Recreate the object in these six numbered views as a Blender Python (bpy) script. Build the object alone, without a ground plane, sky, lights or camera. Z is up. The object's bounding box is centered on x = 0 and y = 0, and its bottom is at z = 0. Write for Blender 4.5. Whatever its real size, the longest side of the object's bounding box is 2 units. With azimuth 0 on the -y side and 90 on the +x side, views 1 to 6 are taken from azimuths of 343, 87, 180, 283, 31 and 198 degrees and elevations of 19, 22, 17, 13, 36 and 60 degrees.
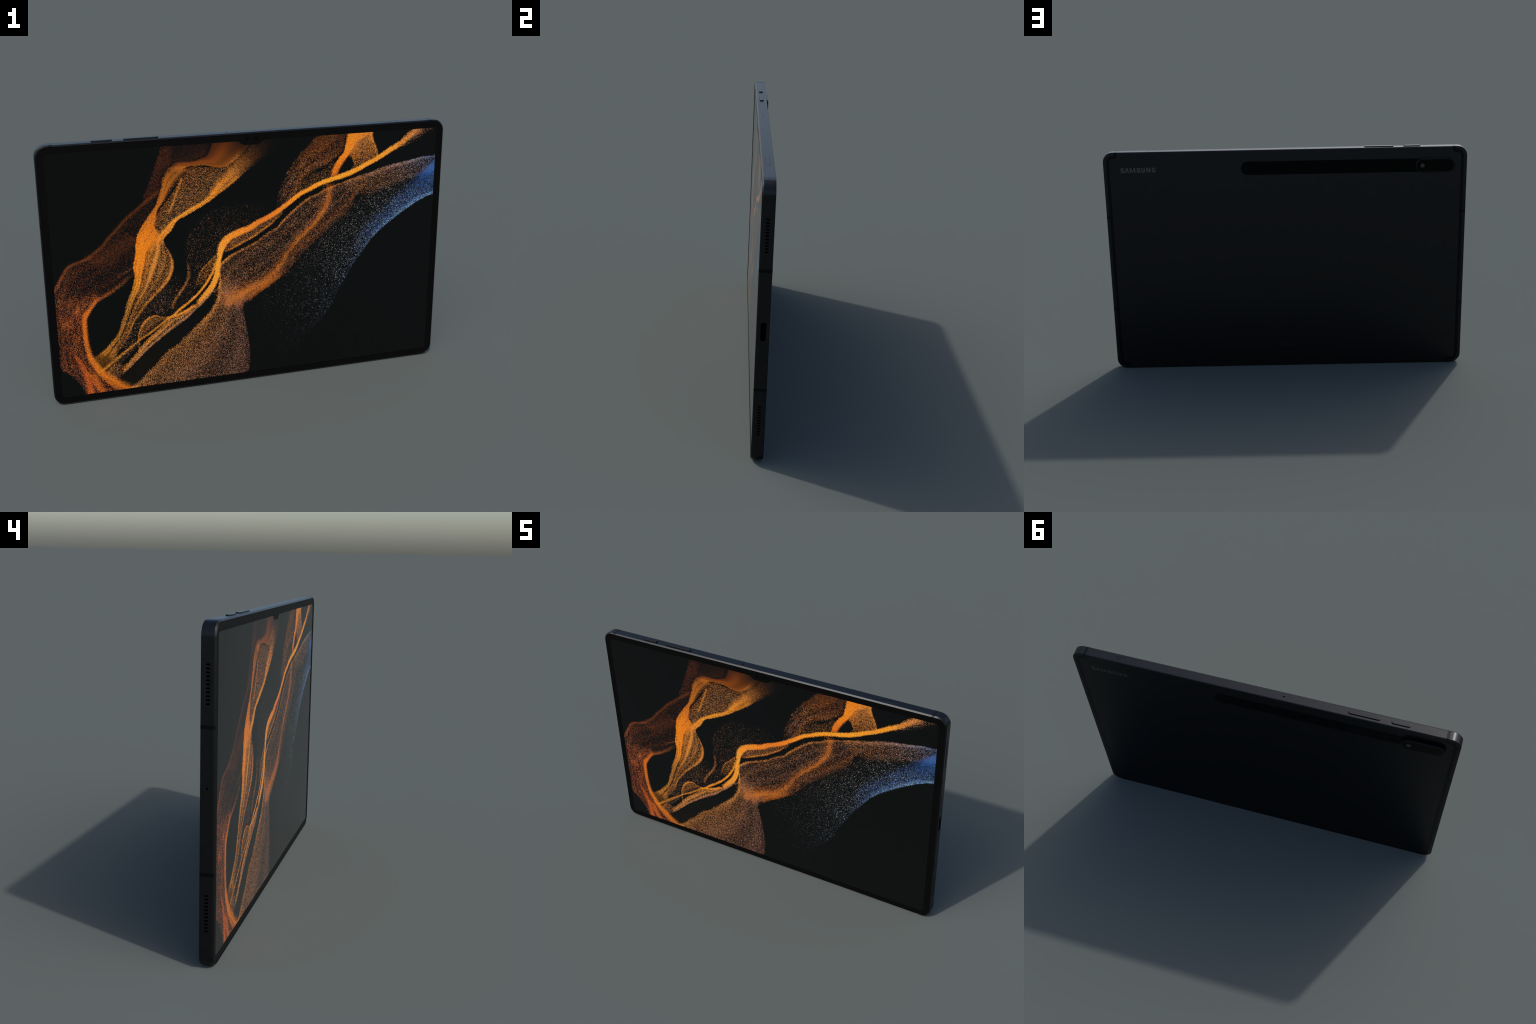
"""A large dark-metal slate tablet standing upright on its long edge.

Frame: x = width, z = height, the glass front faces -y, the metal back +y.
All lengths in metres at the 2 m display scale.
"""
import bpy, bmesh, math
from mathutils import Vector

# ------------------------------------------------------------------ sizes
W = 2.0                 # body width
H = 1.2742              # body height
Y_FRONT = -0.0370       # front plane of the rim
Y_BACK = 0.0184         # back plane of the metal shell
Y_MID = -0.0090         # centre line of the ports on the edges
R = 0.0545              # outline corner radius
CZ = H / 2

for o in list(bpy.data.objects):
    bpy.data.objects.remove(o, do_unlink=True)
scene = bpy.context.scene

# ------------------------------------------------------------------ node helpers
class Nodes:
    """Tiny wrapper for building shader graphs."""
    def __init__(self, name):
        self.mat = bpy.data.materials.new(name)
        self.mat.use_nodes = True
        self.t = self.mat.node_tree
        self.t.nodes.clear()
        self.out = self.t.nodes.new("ShaderNodeOutputMaterial")

    def put(self, sock, v):
        if v is None:
            return
        if isinstance(v, bpy.types.NodeSocket):
            self.t.links.new(v, sock)
        else:
            sock.default_value = v

    def math(self, op, a, b=None, c=None, clamp=False):
        n = self.t.nodes.new("ShaderNodeMath")
        n.operation = op
        n.use_clamp = clamp
        for i, v in enumerate((a, b, c)):
            self.put(n.inputs[i], v)
        return n.outputs[0]

    def vmath(self, op, a, b=None, scale=None):
        n = self.t.nodes.new("ShaderNodeVectorMath")
        n.operation = op
        self.put(n.inputs[0], a)
        if b is not None:
            self.put(n.inputs[1], b)
        if scale is not None:
            self.put(n.inputs["Scale"], scale)
        return n.outputs["Value"] if op in ("DOT_PRODUCT", "LENGTH", "DISTANCE") else n.outputs[0]

    def curve(self, x, pts, handle="AUTO_CLAMPED"):
        """Float curve through (0..1, 0..1) control points."""
        n = self.t.nodes.new("ShaderNodeFloatCurve")
        m = n.mapping
        m.use_clip = False
        m.extend = "HORIZONTAL"
        c = m.curves[0]
        pts = sorted(pts)
        while len(c.points) < len(pts):
            c.points.new(0.5, 0.5)
        for p, (a, b) in zip(c.points, pts):
            p.location = (a, b)
            p.handle_type = handle
        m.update()
        self.put(n.inputs["Value"], x)
        return n.outputs[0]

    def ramp(self, x, stops):
        n = self.t.nodes.new("ShaderNodeValToRGB")
        r = n.color_ramp
        stops = sorted(stops, key=lambda s: s[0])
        while len(r.elements) < len(stops):
            r.elements.new(0.5)
        for e, (p, col) in zip(r.elements, stops):
            e.position = p
            e.color = (*col, 1)
        self.put(n.inputs[0], x)
        return n.outputs[0]

    def coords(self):
        return self.t.nodes.new("ShaderNodeTexCoord").outputs["Object"]

    def noise(self, scale, detail=2.0, vec=None):
        n = self.t.nodes.new("ShaderNodeTexNoise")
        n.inputs["Scale"].default_value = scale
        n.inputs["Detail"].default_value = detail
        self.put(n.inputs["Vector"], vec if vec is not None else self.coords())
        return n.outputs[0]

    def remap(self, v, lo, hi):
        return self.math("MULTIPLY_ADD", v, hi - lo, lo)

    def principled(self, color=None, metallic=0.0, rough=0.4, ior=1.5, spec=0.5, coat=0.0, coat_rough=0.05):
        n = self.t.nodes.new("ShaderNodeBsdfPrincipled")
        if isinstance(color, tuple):
            color = (*color, 1)
        self.put(n.inputs["Base Color"], color)
        self.put(n.inputs["Metallic"], metallic)
        self.put(n.inputs["Roughness"], rough)
        self.put(n.inputs["IOR"], ior)
        self.put(n.inputs["Specular IOR Level"], spec)
        self.put(n.inputs["Coat Weight"], coat)
        self.put(n.inputs["Coat Roughness"], coat_rough)
        self.t.links.new(n.outputs[0], self.out.inputs[0])
        return n


def simple(name, color, metallic=0.0, rough=0.4, ior=1.5, spec=0.5, grain=0.0, coat=0.0):
    """Plain surface whose tone and gloss are broken up a little by fine noise."""
    n = Nodes(name)
    g = n.noise(260.0, 3.0)
    r = n.remap(g, rough - grain, rough + grain)
    col = n.ramp(n.noise(35.0, 2.0), [(0.3, tuple(c * 0.97 for c in color)), (0.7, tuple(c * 1.03 for c in color))])
    n.principled(col, metallic, r, ior, spec, coat)
    return n.mat


M_METAL = simple("anodised_metal", (0.032, 0.033, 0.0355), 1.0, 0.35, grain=0.02)
M_BAND = simple("antenna_plastic", (0.0145, 0.015, 0.016), 1.0, 0.38, grain=0.02)
M_BEZEL = simple("black_bezel_glass", (0.0024, 0.0024, 0.0024), 0.0, 0.4, spec=0.06, grain=0.02)
M_DOCK = simple("black_dock_plastic", (0.0065, 0.0065, 0.0068), 1.0, 0.35, grain=0.02)
M_HOLE = simple("port_interior", (0.001, 0.001, 0.001), 0.0, 0.6, spec=0.03)
M_LENS = simple("lens_glass", (0.0008, 0.001, 0.001), 0.0, 0.12, spec=0.12, grain=0.01)
M_GLASS = simple("camera_cover_glass", (0.0085, 0.0095, 0.0085), 1.0, 0.3, grain=0.01)
M_RIM = simple("camera_rim_metal", (0.024, 0.025, 0.028), 1.0, 0.33, grain=0.02)
M_FLASH = simple("flash_window", (0.042, 0.048, 0.052), 0.0, 0.4, spec=0.3, grain=0.02)
M_LOGO = simple("polished_lettering", (0.15, 0.155, 0.16), 1.0, 0.28, grain=0.02)
M_MARK = simple("grey_print", (0.05, 0.052, 0.054), 1.0, 0.35, grain=0.02)

# ------------------------------------------------------------------ mesh helpers
root = bpy.data.objects.new("tablet", None)
scene.collection.objects.link(root)
root["label"] = "large thin black slate tablet with glowing orange wallpaper"
root["category"] = "tablet computer"


def make(name, bm, mat, parent=root, smooth=30.0):
    """Turn a bmesh into a named child object, smooth except at sharp folds."""
    bmesh.ops.recalc_face_normals(bm, faces=bm.faces)
    for f in bm.faces:
        f.smooth = True
    lim = math.radians(smooth)
    for e in bm.edges:
        if len(e.link_faces) == 2:
            e.smooth = e.calc_face_angle(0) < lim
    me = bpy.data.meshes.new(name)
    bm.to_mesh(me)
    bm.free()
    me.materials.append(mat)
    ob = bpy.data.objects.new(name, me)
    scene.collection.objects.link(ob)
    ob.parent = parent
    weighted(ob)
    return ob


def weighted(ob):
    """Keep big flat faces flat in shading where they meet narrow rounded edges."""
    m = ob.modifiers.new("flat_faces", "WEIGHTED_NORMAL")
    m.mode = "FACE_AREA"
    m.weight = 100
    m.keep_sharp = True


def rounded_rect(hw, hh, r, seg=16):
    """Counter-clockwise outline of a rounded rectangle centred on the origin."""
    pts = []
    for cx, cy, a0 in ((hw - r, hh - r, 0), (r - hw, hh - r, 90), (r - hw, r - hh, 180), (hw - r, r - hh, 270)):
        for i in range(seg + 1):
            a = math.radians(a0 + 90 * i / seg)
            pts.append((cx + r * math.cos(a), cy + r * math.sin(a)))
    return pts


def capsule(length, width, seg=20):
    r = width / 2
    return rounded_rect(length / 2, r, r * 0.9999, seg)


def loft(bm, rings):
    """Skin a list of equal-length closed rings of 3D points; cap both ends."""
    vs = [[bm.verts.new(p) for p in ring] for ring in rings]
    n = len(vs[0])
    for a, b in zip(vs, vs[1:]):
        for i in range(n):
            j = (i + 1) % n
            bm.faces.new((a[i], a[j], b[j], b[i]))
    bm.faces.new(vs[0])
    bm.faces.new(list(reversed(vs[-1])))


def plane_point(axis, u, v, d):
    """(u, v) in the plane whose normal is `axis`, at distance d along it."""
    return {"x": (d, u, v), "y": (u, d, v), "z": (u, v, d)}[axis]


def plate(name, outline, axis, d0, d1, centre, mat, bevel=0.0, parent=root, steps=3):
    """Solid plate: an outline extruded from d0 (hidden) to d1 (visible), edge rounded by `bevel`."""
    bm = bmesh.new()
    n = len(outline)
    prof = [(d0, 0.0)]
    sgn = 1 if d1 > d0 else -1
    if bevel > 0:
        for i in range(steps + 1):
            a = math.pi / 2 * i / steps
            prof.append((d1 - sgn * bevel * (1 - math.sin(a)), bevel * (1 - math.cos(a))))
    else:
        prof.append((d1, 0.0))
    rings = []
    for d, ins in prof:
        ring = []
        for i, (u, v) in enumerate(outline):
            pu, pv = outline[i - 1]
            nu, nv = outline[(i + 1) % n]
            tx, ty = nu - pu, nv - pv
            L = math.hypot(tx, ty) or 1
            ring.append(plane_point(axis, centre[0] + u - ty / L * ins * 1.0, centre[1] + v + tx / L * ins, d))
        rings.append(ring)
    loft(bm, rings)
    return make(name, bm, mat, parent)


# ------------------------------------------------------------------ metal body
def body_ring(y, inset):
    return [(u, y, CZ + v) for u, v in rounded_rect(W / 2 - inset, H / 2 - inset, R - inset, 20)]


EDGE = [  # (y, inset) once round the wall: pocket floor, lip, front chamfer, side, rounded back edge
    (-0.0305, 0.0066), (-0.0366, 0.0064), (-0.0370, 0.0060), (-0.0366, 0.0055),
    (-0.0310, 0.0004), (-0.0303, 0.0000), (0.0136, 0.0), (0.0154, 0.0004),
    (0.0170, 0.0014), (0.0180, 0.0029), (Y_BACK, 0.0048)]
bm = bmesh.new()
loft(bm, [body_ring(y, i) for y, i in EDGE])
body = make("frame", bm, M_METAL)

# openings cut into the edges
SLOT_PITCH = 0.0137
SLOT_ROWS = (0.1507, 0.9888)
cut = bmesh.new()


def cutter(outline, axis, d0, d1, centre):
    loft(cut, [[plane_point(axis, centre[0] + u, centre[1] + v, d) for u, v in outline] for d in (d0, d1)])


for side in (-1, 1):
    for z0 in SLOT_ROWS:
        for k in range(11):
            cutter(capsule(0.0155, 0.0068, 6), "x", side * 0.988, side * 1.01, (Y_MID, z0 + k * SLOT_PITCH))
USB = [(v, u) for u, v in capsule(0.0855, 0.0225, 10)][::-1]
cutter(USB, "x", 0.955, 1.01, (Y_MID + 0.001, 0.6385))
HOLE = rounded_rect(0.0044, 0.0044, 0.00439, 5)
cutter(HOLE, "x", -0.985, -1.01, (Y_MID, 0.6875))
cutter(HOLE, "z", H - 0.012, H + 0.01, (-0.114, Y_MID))
cutter(capsule(0.1124, 0.0190, 10), "z", H - 0.006, H + 0.01, (0.7065, Y_MID))
bmesh.ops.recalc_face_normals(cut, faces=cut.faces)
cut_me = bpy.data.meshes.new("cut")
cut.to_mesh(cut_me)
cut.free()
cut_me.materials.append(M_HOLE)
cut_ob = bpy.data.objects.new("cut", cut_me)
scene.collection.objects.link(cut_ob)
body.data.materials.append(M_HOLE)
mod = body.modifiers.new("ports", "BOOLEAN")
mod.object = cut_ob
mod.operation = "DIFFERENCE"
mod.solver = "EXACT"
mod.material_mode = "TRANSFER"
deps = bpy.context.evaluated_depsgraph_get()
cut_body = bpy.data.meshes.new_from_object(body.evaluated_get(deps))
body.modifiers.clear()
bpy.data.objects.remove(cut_ob)
# split off the flat back as its own part along the end of the edge rounding
bm = bmesh.new()
bm.from_mesh(cut_body)
back_faces = [f for f in bm.faces if f.calc_center_median().y > Y_BACK - 0.0001 and abs(f.normal.y) > 0.99]
back = bmesh.new()
ring = body_ring(Y_BACK, 0.0048)
back.faces.new([back.verts.new(p) for p in ring])
bmesh.ops.delete(bm, geom=back_faces, context="FACES")
lim = math.radians(32)
for f in bm.faces:
    f.smooth = True
for e in bm.edges:
    if len(e.link_faces) == 2:
        e.smooth = e.calc_face_angle(0) < lim
bm.to_mesh(cut_body)
bm.free()
body.data = cut_body
weighted(body)
back_ob = make("back_cover", back, M_METAL)
if back_ob.data.polygons[0].normal.y < 0:
    back_ob.data.flip_normals()

# ------------------------------------------------------------------ front glass
plate("bezel", rounded_rect(W / 2 - 0.0066, H / 2 - 0.0066, R - 0.0066, 20), "y",
      -0.0310, -0.0347, (0, CZ), M_BEZEL, bevel=0.0005)

SX, SZ0, SZ1 = 0.9608, 0.0395, 1.2343   # lit area of the display


def screen_outline():
    """Display area: rounded corners and a camera notch with rounded shoulders in the top edge."""
    hw, hh, r = SX, (SZ1 - SZ0) / 2, 0.016
    mid = (SZ0 + SZ1) / 2
    pts = [(u, v + mid) for u, v in rounded_rect(hw, hh, r, 8)]
    notch = []
    depth, a, b = 0.0205, 0.0680, 0.0345     # notch depth, half width at the top and at the bottom
    for i in range(17):
        f = i / 16
        e = f * f * (3 - 2 * f)
        notch.append((a + (b - a) * (0.75 * f + 0.25 * e), SZ1 - depth * (0.35 * f + 0.65 * e)))
    right = notch
    left = [(-x, z) for x, z in reversed(notch)]
    return pts[:9] + right + left + pts[9:]


bm = bmesh.new()
so = screen_outline()
fr = [bm.verts.new((x, -0.0350, z)) for x, z in so]
bk = [bm.verts.new((x, -0.0342, z)) for x, z in so]
for i in range(len(so)):
    j = (i + 1) % len(so)
    bm.faces.new((fr[i], fr[j], bk[j], bk[i]))
bm.faces.new(list(reversed(fr)))
bm.faces.new(bk)
bm.normal_update()
bmesh.ops.triangulate(bm, faces=[f for f in bm.faces if len(f.verts) > 4])

# ------------------------------------------------------------------ wallpaper on the display
# Drifting sheets of luminous dust. Each sheet is a ribbon between two guide curves a(s), b(s) in one of
# two frames of the screen plane: "D" runs along the rising diagonal, "V" runs up the screen.
# `across` and `along` give the dust density over the sheet; a cell noise turns density into specks.
N = Nodes("display_glass")
pos = N.coords()
sep = N.t.nodes.new("ShaderNodeSeparateXYZ")
N.put(sep.inputs[0], pos)
flat = N.t.nodes.new("ShaderNodeCombineXYZ")
N.put(flat.inputs[0], sep.outputs[0])
N.put(flat.inputs[1], sep.outputs[2])


def cells(scale, shift, jitter=1.0):
    v = N.t.nodes.new("ShaderNodeTexVoronoi")
    v.voronoi_dimensions = "2D"
    v.inputs["Scale"].default_value = scale
    v.inputs["Randomness"].default_value = jitter
    N.put(v.inputs["Vector"], N.vmath("ADD", flat.outputs[0], shift))
    c = N.t.nodes.new("ShaderNodeSeparateColor")
    N.put(c.inputs[0], v.outputs["Color"])
    return c.outputs[0], c.outputs[1], c.outputs[2], v.outputs["Distance"]


GRAIN = 550.0
rnd, rnd2, rnd3, dist = cells(GRAIN, (3.1, 1.7, 0.0))
# the guide frame is shaken a little per speck so that sheet borders break up into single grains
jx = N.math("MULTIPLY_ADD", rnd2, 0.007, N.math("ADD", sep.outputs[0], -0.0035))
jz = N.math("MULTIPLY_ADD", rnd3, 0.007, N.math("ADD", sep.outputs[2], -0.0035))
warp = N.noise(2.2, 1.0, flat.outputs[0])
R2 = 2 ** -0.5
FRAMES = {"D": (N.math("MULTIPLY", N.math("ADD", jx, jz), R2), N.math("MULTIPLY", N.math("SUBTRACT", jz, jx), R2)),
          "V": (jz, jx)}
TOTAL = {"gap": None, "weight": None, "grain": None, "veil": None, "stars": None, "star_hue": None}


def accumulate(key, value, op="ADD", vector=False):
    old = TOTAL[key]
    if old is not None:
        value = N.vmath(op, old, value) if vector else N.math(op, old, value)
    TOTAL[key] = value


def ribbon(frame, a, b, across, along, colours, by, smooth, strands, stars=False):
    s, t = FRAMES[frame]
    s0 = min(p[0] for p in a + b + along) - 0.01
    s1 = max(p[0] for p in a + b + along) + 0.01
    t0, t1 = min(p[1] for p in a + b), max(p[1] for p in a + b)
    k = 1 / (s1 - s0)
    m = 1 / (t1 - t0)
    sn = N.math("MULTIPLY_ADD", s, k, -s0 * k)
    tn = N.math("MULTIPLY_ADD", t, m, -t0 * m)
    ca = N.curve(sn, [((x - s0) * k, (y - t0) * m) for x, y in a], "AUTO")
    cb = N.curve(sn, [((x - s0) * k, (y - t0) * m) for x, y in b], "AUTO")
    u = N.math("DIVIDE", N.math("SUBTRACT", tn, ca), N.math("SUBTRACT", cb, ca))
    # density curve over u in -0.5..1.5
    un = N.math("MULTIPLY_ADD", u, 0.5, 0.25)
    d = N.curve(un, [(0.0, 0.0)] + [(x * 0.5 + 0.25, y) for x, y in across] + [(1.0, 0.0)])
    d = N.math("MULTIPLY", d, N.curve(sn, [(0.0, along[0][1])] + [((x - s0) * k, y) for x, y in along] + [(1.0, along[-1][1])]))
    if strands:   # fine parallel strands inside the sheet
        wave = N.math("SINE", N.math("MULTIPLY_ADD", u, float(strands), N.math("MULTIPLY", warp, 5.0)))
        d = N.math("MULTIPLY", d, N.math("MULTIPLY_ADD", wave, 0.2, 0.92))
    if len(colours) == 1:
        c = colours[0][1]
    elif by == "u":
        c = N.ramp(u, colours)
    else:
        c = N.ramp(sn, [((x - s0) * k, col) for x, col in colours])
    if stars:     # sparse sheets of separate round grains
        accumulate("stars", d)
        accumulate("star_hue", N.vmath("SCALE", c, scale=d), vector=True)
        d = N.math("MULTIPLY", d, 0.45)
    if smooth < 1:
        dg = N.math("MULTIPLY", d, 1 - smooth, clamp=True)
        w = N.math("MULTIPLY", dg, dg)
        accumulate("gap", N.math("SUBTRACT", 1.0, dg), "MULTIPLY")
        accumulate("weight", w)
        accumulate("grain", N.vmath("SCALE", c, scale=w), vector=True)
    if smooth > 0:
        accumulate("veil", N.vmath("SCALE", c, scale=N.math("MULTIPLY", d, smooth)), vector=True)


# main bright strand
ribbon("D",
       [(0.137, 0.528), (0.179, 0.529), (0.219, 0.533), (0.254, 0.542), (0.281, 0.556), (0.313, 0.579), (0.348, 0.602), (0.380, 0.627), (0.414, 0.644), (0.449, 0.646), (0.484, 0.636), (0.531, 0.614), (0.576, 0.588), (0.594, 0.585), (0.643, 0.565), (0.695, 0.547), (0.743, 0.534), (0.789, 0.525), (0.845, 0.514), (0.895, 0.494), (0.945, 0.476), (1.000, 0.447), (1.049, 0.417), (1.111, 0.384), (1.179, 0.357), (1.241, 0.333), (1.304, 0.317), (1.377, 0.297), (1.426, 0.292), (1.475, 0.282)],
       [(0.137, 0.502), (0.179, 0.501), (0.219, 0.502), (0.254, 0.511), (0.281, 0.523), (0.313, 0.547), (0.348, 0.573), (0.380, 0.592), (0.414, 0.605), (0.449, 0.609), (0.484, 0.598), (0.531, 0.577), (0.576, 0.558), (0.594, 0.556), (0.643, 0.537), (0.695, 0.520), (0.743, 0.509), (0.789, 0.501), (0.845, 0.490), (0.895, 0.471), (0.945, 0.450), (1.000, 0.419), (1.049, 0.387), (1.111, 0.356), (1.179, 0.331), (1.241, 0.308), (1.304, 0.289), (1.377, 0.266), (1.426, 0.256), (1.475, 0.240)],
       across=[(-0.150, 0.000), (0.120, 0.950), (0.500, 1.100), (0.850, 0.950), (1.200, 0.000)],
       along=[(0.073, 0.000), (0.115, 0.300), (0.175, 1.000), (0.281, 1.050), (1.241, 1.050), (1.339, 0.900), (1.426, 0.600), (1.551, 0.420)],
       colours=[(0.195, (0.892, 0.312, 0.021)), (0.348, (1.018, 0.377, 0.031)), (0.484, (0.966, 0.295, 0.017)), (0.643, (0.861, 0.197, 0.013)), (0.845, (0.997, 0.312, 0.017)), (1.000, (1.029, 0.369, 0.019)), (1.304, (0.997, 0.353, 0.025)), (1.455, (0.840, 0.271, 0.036))], by="s", smooth=0.00, strands=0)
# strand end spray
ribbon("D",
       [(1.310, 0.310), (1.408, 0.290), (1.475, 0.286)],
       [(1.293, 0.276), (1.333, 0.259), (1.439, 0.220), (1.522, 0.193)],
       across=[(-0.050, 0.000), (0.100, 0.800), (0.500, 0.450), (0.900, 0.080), (1.100, 0.000)],
       along=[(1.275, 0.000), (1.411, 0.800), (1.578, 0.900)],
       colours=[(0.000, (0.788, 0.271, 0.042)), (1.000, (0.651, 0.295, 0.160))], by="u", smooth=0.00, strands=0)
# lower grain band
ribbon("D",
       [(-0.396, 0.574), (-0.347, 0.576), (-0.291, 0.576), (-0.240, 0.580), (-0.200, 0.583), (-0.147, 0.580), (-0.099, 0.573), (-0.046, 0.575), (-0.001, 0.559), (0.008, 0.551), (0.053, 0.536), (0.098, 0.521), (0.142, 0.519), (0.199, 0.521), (0.258, 0.532)],
       [(-0.412, 0.551), (-0.388, 0.552), (-0.322, 0.548), (-0.233, 0.544), (-0.150, 0.534), (-0.072, 0.520), (-0.015, 0.508), (0.036, 0.498), (0.082, 0.498), (0.124, 0.493), (0.168, 0.491), (0.215, 0.496), (0.251, 0.504)],
       across=[(-0.060, 0.000), (0.030, 0.800), (0.350, 0.720), (0.900, 0.660), (1.030, 0.000)],
       along=[(-0.415, 0.000), (-0.357, 0.800), (-0.296, 1.000), (0.214, 1.000), (0.263, 0.000)],
       colours=[(0.000, (0.945, 0.328, 0.025)), (0.400, (0.840, 0.312, 0.052)), (1.000, (0.756, 0.312, 0.131))], by="u", smooth=0.00, strands=14)
# band top line
ribbon("D",
       [(-0.432, 0.656), (-0.382, 0.647), (-0.341, 0.643), (-0.282, 0.632), (-0.209, 0.619), (-0.168, 0.610), (-0.114, 0.596), (-0.053, 0.588), (-0.026, 0.583), (-0.000, 0.568), (0.010, 0.561), (0.051, 0.542), (0.086, 0.530)],
       [(-0.432, 0.643), (-0.382, 0.634), (-0.341, 0.629), (-0.282, 0.619), (-0.209, 0.606), (-0.168, 0.596), (-0.114, 0.583), (-0.053, 0.575), (-0.026, 0.569), (-0.000, 0.553), (0.010, 0.546), (0.051, 0.528), (0.086, 0.516)],
       across=[(-0.040, 0.000), (0.120, 0.900), (0.500, 1.000), (0.880, 0.900), (1.040, 0.000)],
       along=[(-0.447, 0.000), (-0.429, 0.700), (-0.282, 0.700), (0.081, 0.900), (0.113, 0.000)],
       colours=[(0.000, (0.903, 0.295, 0.015))], by="u", smooth=0.00, strands=0)
# band inner line
ribbon("D",
       [(-0.383, 0.567), (-0.331, 0.571), (-0.278, 0.568), (-0.239, 0.578), (-0.201, 0.583), (-0.148, 0.581), (-0.098, 0.571)],
       [(-0.383, 0.546), (-0.331, 0.551), (-0.278, 0.548), (-0.239, 0.558), (-0.201, 0.563), (-0.148, 0.560), (-0.098, 0.550)],
       across=[(-0.100, 0.000), (0.500, 0.300), (1.100, 0.000)],
       along=[(-0.387, 0.000), (-0.383, 1.000), (-0.098, 1.000), (-0.094, 0.000)],
       colours=[(0.000, (0.892, 0.279, 0.021))], by="u", smooth=0.00, strands=0)
# loop sheet
ribbon("D",
       [(-0.202, 0.619), (-0.171, 0.645), (-0.132, 0.657), (-0.099, 0.658), (-0.066, 0.646), (-0.045, 0.609), (-0.027, 0.583), (0.012, 0.555)],
       [(-0.213, 0.609), (-0.171, 0.601), (-0.116, 0.587), (-0.055, 0.579), (-0.022, 0.566), (0.013, 0.547)],
       across=[(-0.060, 0.000), (0.050, 0.950), (0.200, 0.600), (0.600, 0.500), (1.000, 0.000)],
       along=[(-0.216, 0.000), (-0.205, 0.850), (-0.030, 0.900), (0.012, 0.000)],
       colours=[(0.000, (0.892, 0.271, 0.013)), (0.300, (0.630, 0.221, 0.028))], by="u", smooth=0.00, strands=0)
# loop tail
ribbon("V",
       [(0.206, -0.568), (0.240, -0.572), (0.275, -0.574), (0.302, -0.574)],
       [(0.206, -0.576), (0.240, -0.580), (0.275, -0.582), (0.302, -0.582)],
       across=[(-0.300, 0.000), (0.500, 0.550), (1.300, 0.000)],
       along=[(0.202, 0.000), (0.206, 1.000), (0.302, 1.000), (0.306, 0.000)],
       colours=[(0.000, (0.788, 0.262, 0.017))], by="u", smooth=0.00, strands=0)
# leaf lower line
ribbon("D",
       [(0.006, 0.575), (0.055, 0.569), (0.115, 0.559), (0.162, 0.556), (0.213, 0.560), (0.260, 0.570), (0.299, 0.585), (0.332, 0.607), (0.358, 0.626)],
       [(0.006, 0.558), (0.055, 0.551), (0.115, 0.542), (0.162, 0.539), (0.213, 0.543), (0.260, 0.552), (0.299, 0.566), (0.332, 0.586), (0.358, 0.605)],
       across=[(-0.100, 0.000), (0.500, 1.100), (1.100, 0.000)],
       along=[(-0.028, 0.000), (-0.002, 0.800), (0.055, 1.000), (0.260, 1.000), (0.315, 0.750), (0.370, 0.000)],
       colours=[(0.000, (0.924, 0.303, 0.017))], by="u", smooth=0.00, strands=0)
# leaf dust
ribbon("D",
       [(0.132, 0.553), (0.164, 0.576), (0.211, 0.602), (0.249, 0.617), (0.293, 0.619), (0.341, 0.616), (0.383, 0.621)],
       [(0.128, 0.542), (0.160, 0.545), (0.211, 0.549), (0.258, 0.559), (0.296, 0.574), (0.333, 0.595), (0.355, 0.610)],
       across=[(-0.060, 0.000), (0.040, 0.850), (0.150, 0.600), (0.700, 0.500), (1.000, 0.800), (1.050, 0.000)],
       along=[(0.131, 0.000), (0.211, 0.600), (0.299, 0.900), (0.383, 0.900), (0.398, 0.000)],
       colours=[(0.000, (0.892, 0.295, 0.017)), (0.300, (0.630, 0.238, 0.033)), (1.000, (0.735, 0.254, 0.022))], by="u", smooth=0.00, strands=10)
# sparse dust
ribbon("D",
       [(-0.016, 0.650), (0.040, 0.606), (0.112, 0.622), (0.170, 0.637), (0.210, 0.666), (0.240, 0.706), (0.268, 0.738), (0.294, 0.767), (0.403, 0.799), (0.465, 0.798), (0.554, 0.754), (0.647, 0.668), (0.737, 0.585)],
       [(0.014, 0.565), (0.101, 0.560), (0.164, 0.576), (0.229, 0.611), (0.282, 0.617), (0.343, 0.614), (0.401, 0.625), (0.468, 0.624), (0.544, 0.586), (0.573, 0.573), (0.637, 0.545), (0.765, 0.512)],
       across=[(-0.100, 0.000), (0.100, 0.170), (0.500, 0.150), (1.000, 0.180), (1.100, 0.000)],
       along=[(-0.097, 0.000), (-0.034, 0.600), (0.096, 1.000), (0.408, 0.900), (0.627, 0.550), (0.762, 0.000)],
       colours=[(0.000, (0.525, 0.230, 0.107)), (1.000, (0.578, 0.254, 0.121))], by="u", smooth=0.00, strands=0, stars=True)
# sparse dust line
ribbon("D",
       [(0.026, 0.607), (0.040, 0.615), (0.096, 0.628), (0.141, 0.635), (0.174, 0.646), (0.204, 0.668), (0.228, 0.697), (0.252, 0.729)],
       [(0.026, 0.590), (0.040, 0.598), (0.096, 0.612), (0.141, 0.619), (0.174, 0.629), (0.204, 0.647), (0.228, 0.673), (0.252, 0.704)],
       across=[(-0.200, 0.000), (0.500, 0.900), (1.200, 0.000)],
       along=[(0.008, 0.000), (0.036, 0.700), (0.141, 0.800), (0.219, 0.600), (0.261, 0.000)],
       colours=[(0.000, (0.651, 0.213, 0.028))], by="u", smooth=0.00, strands=0)
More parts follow.
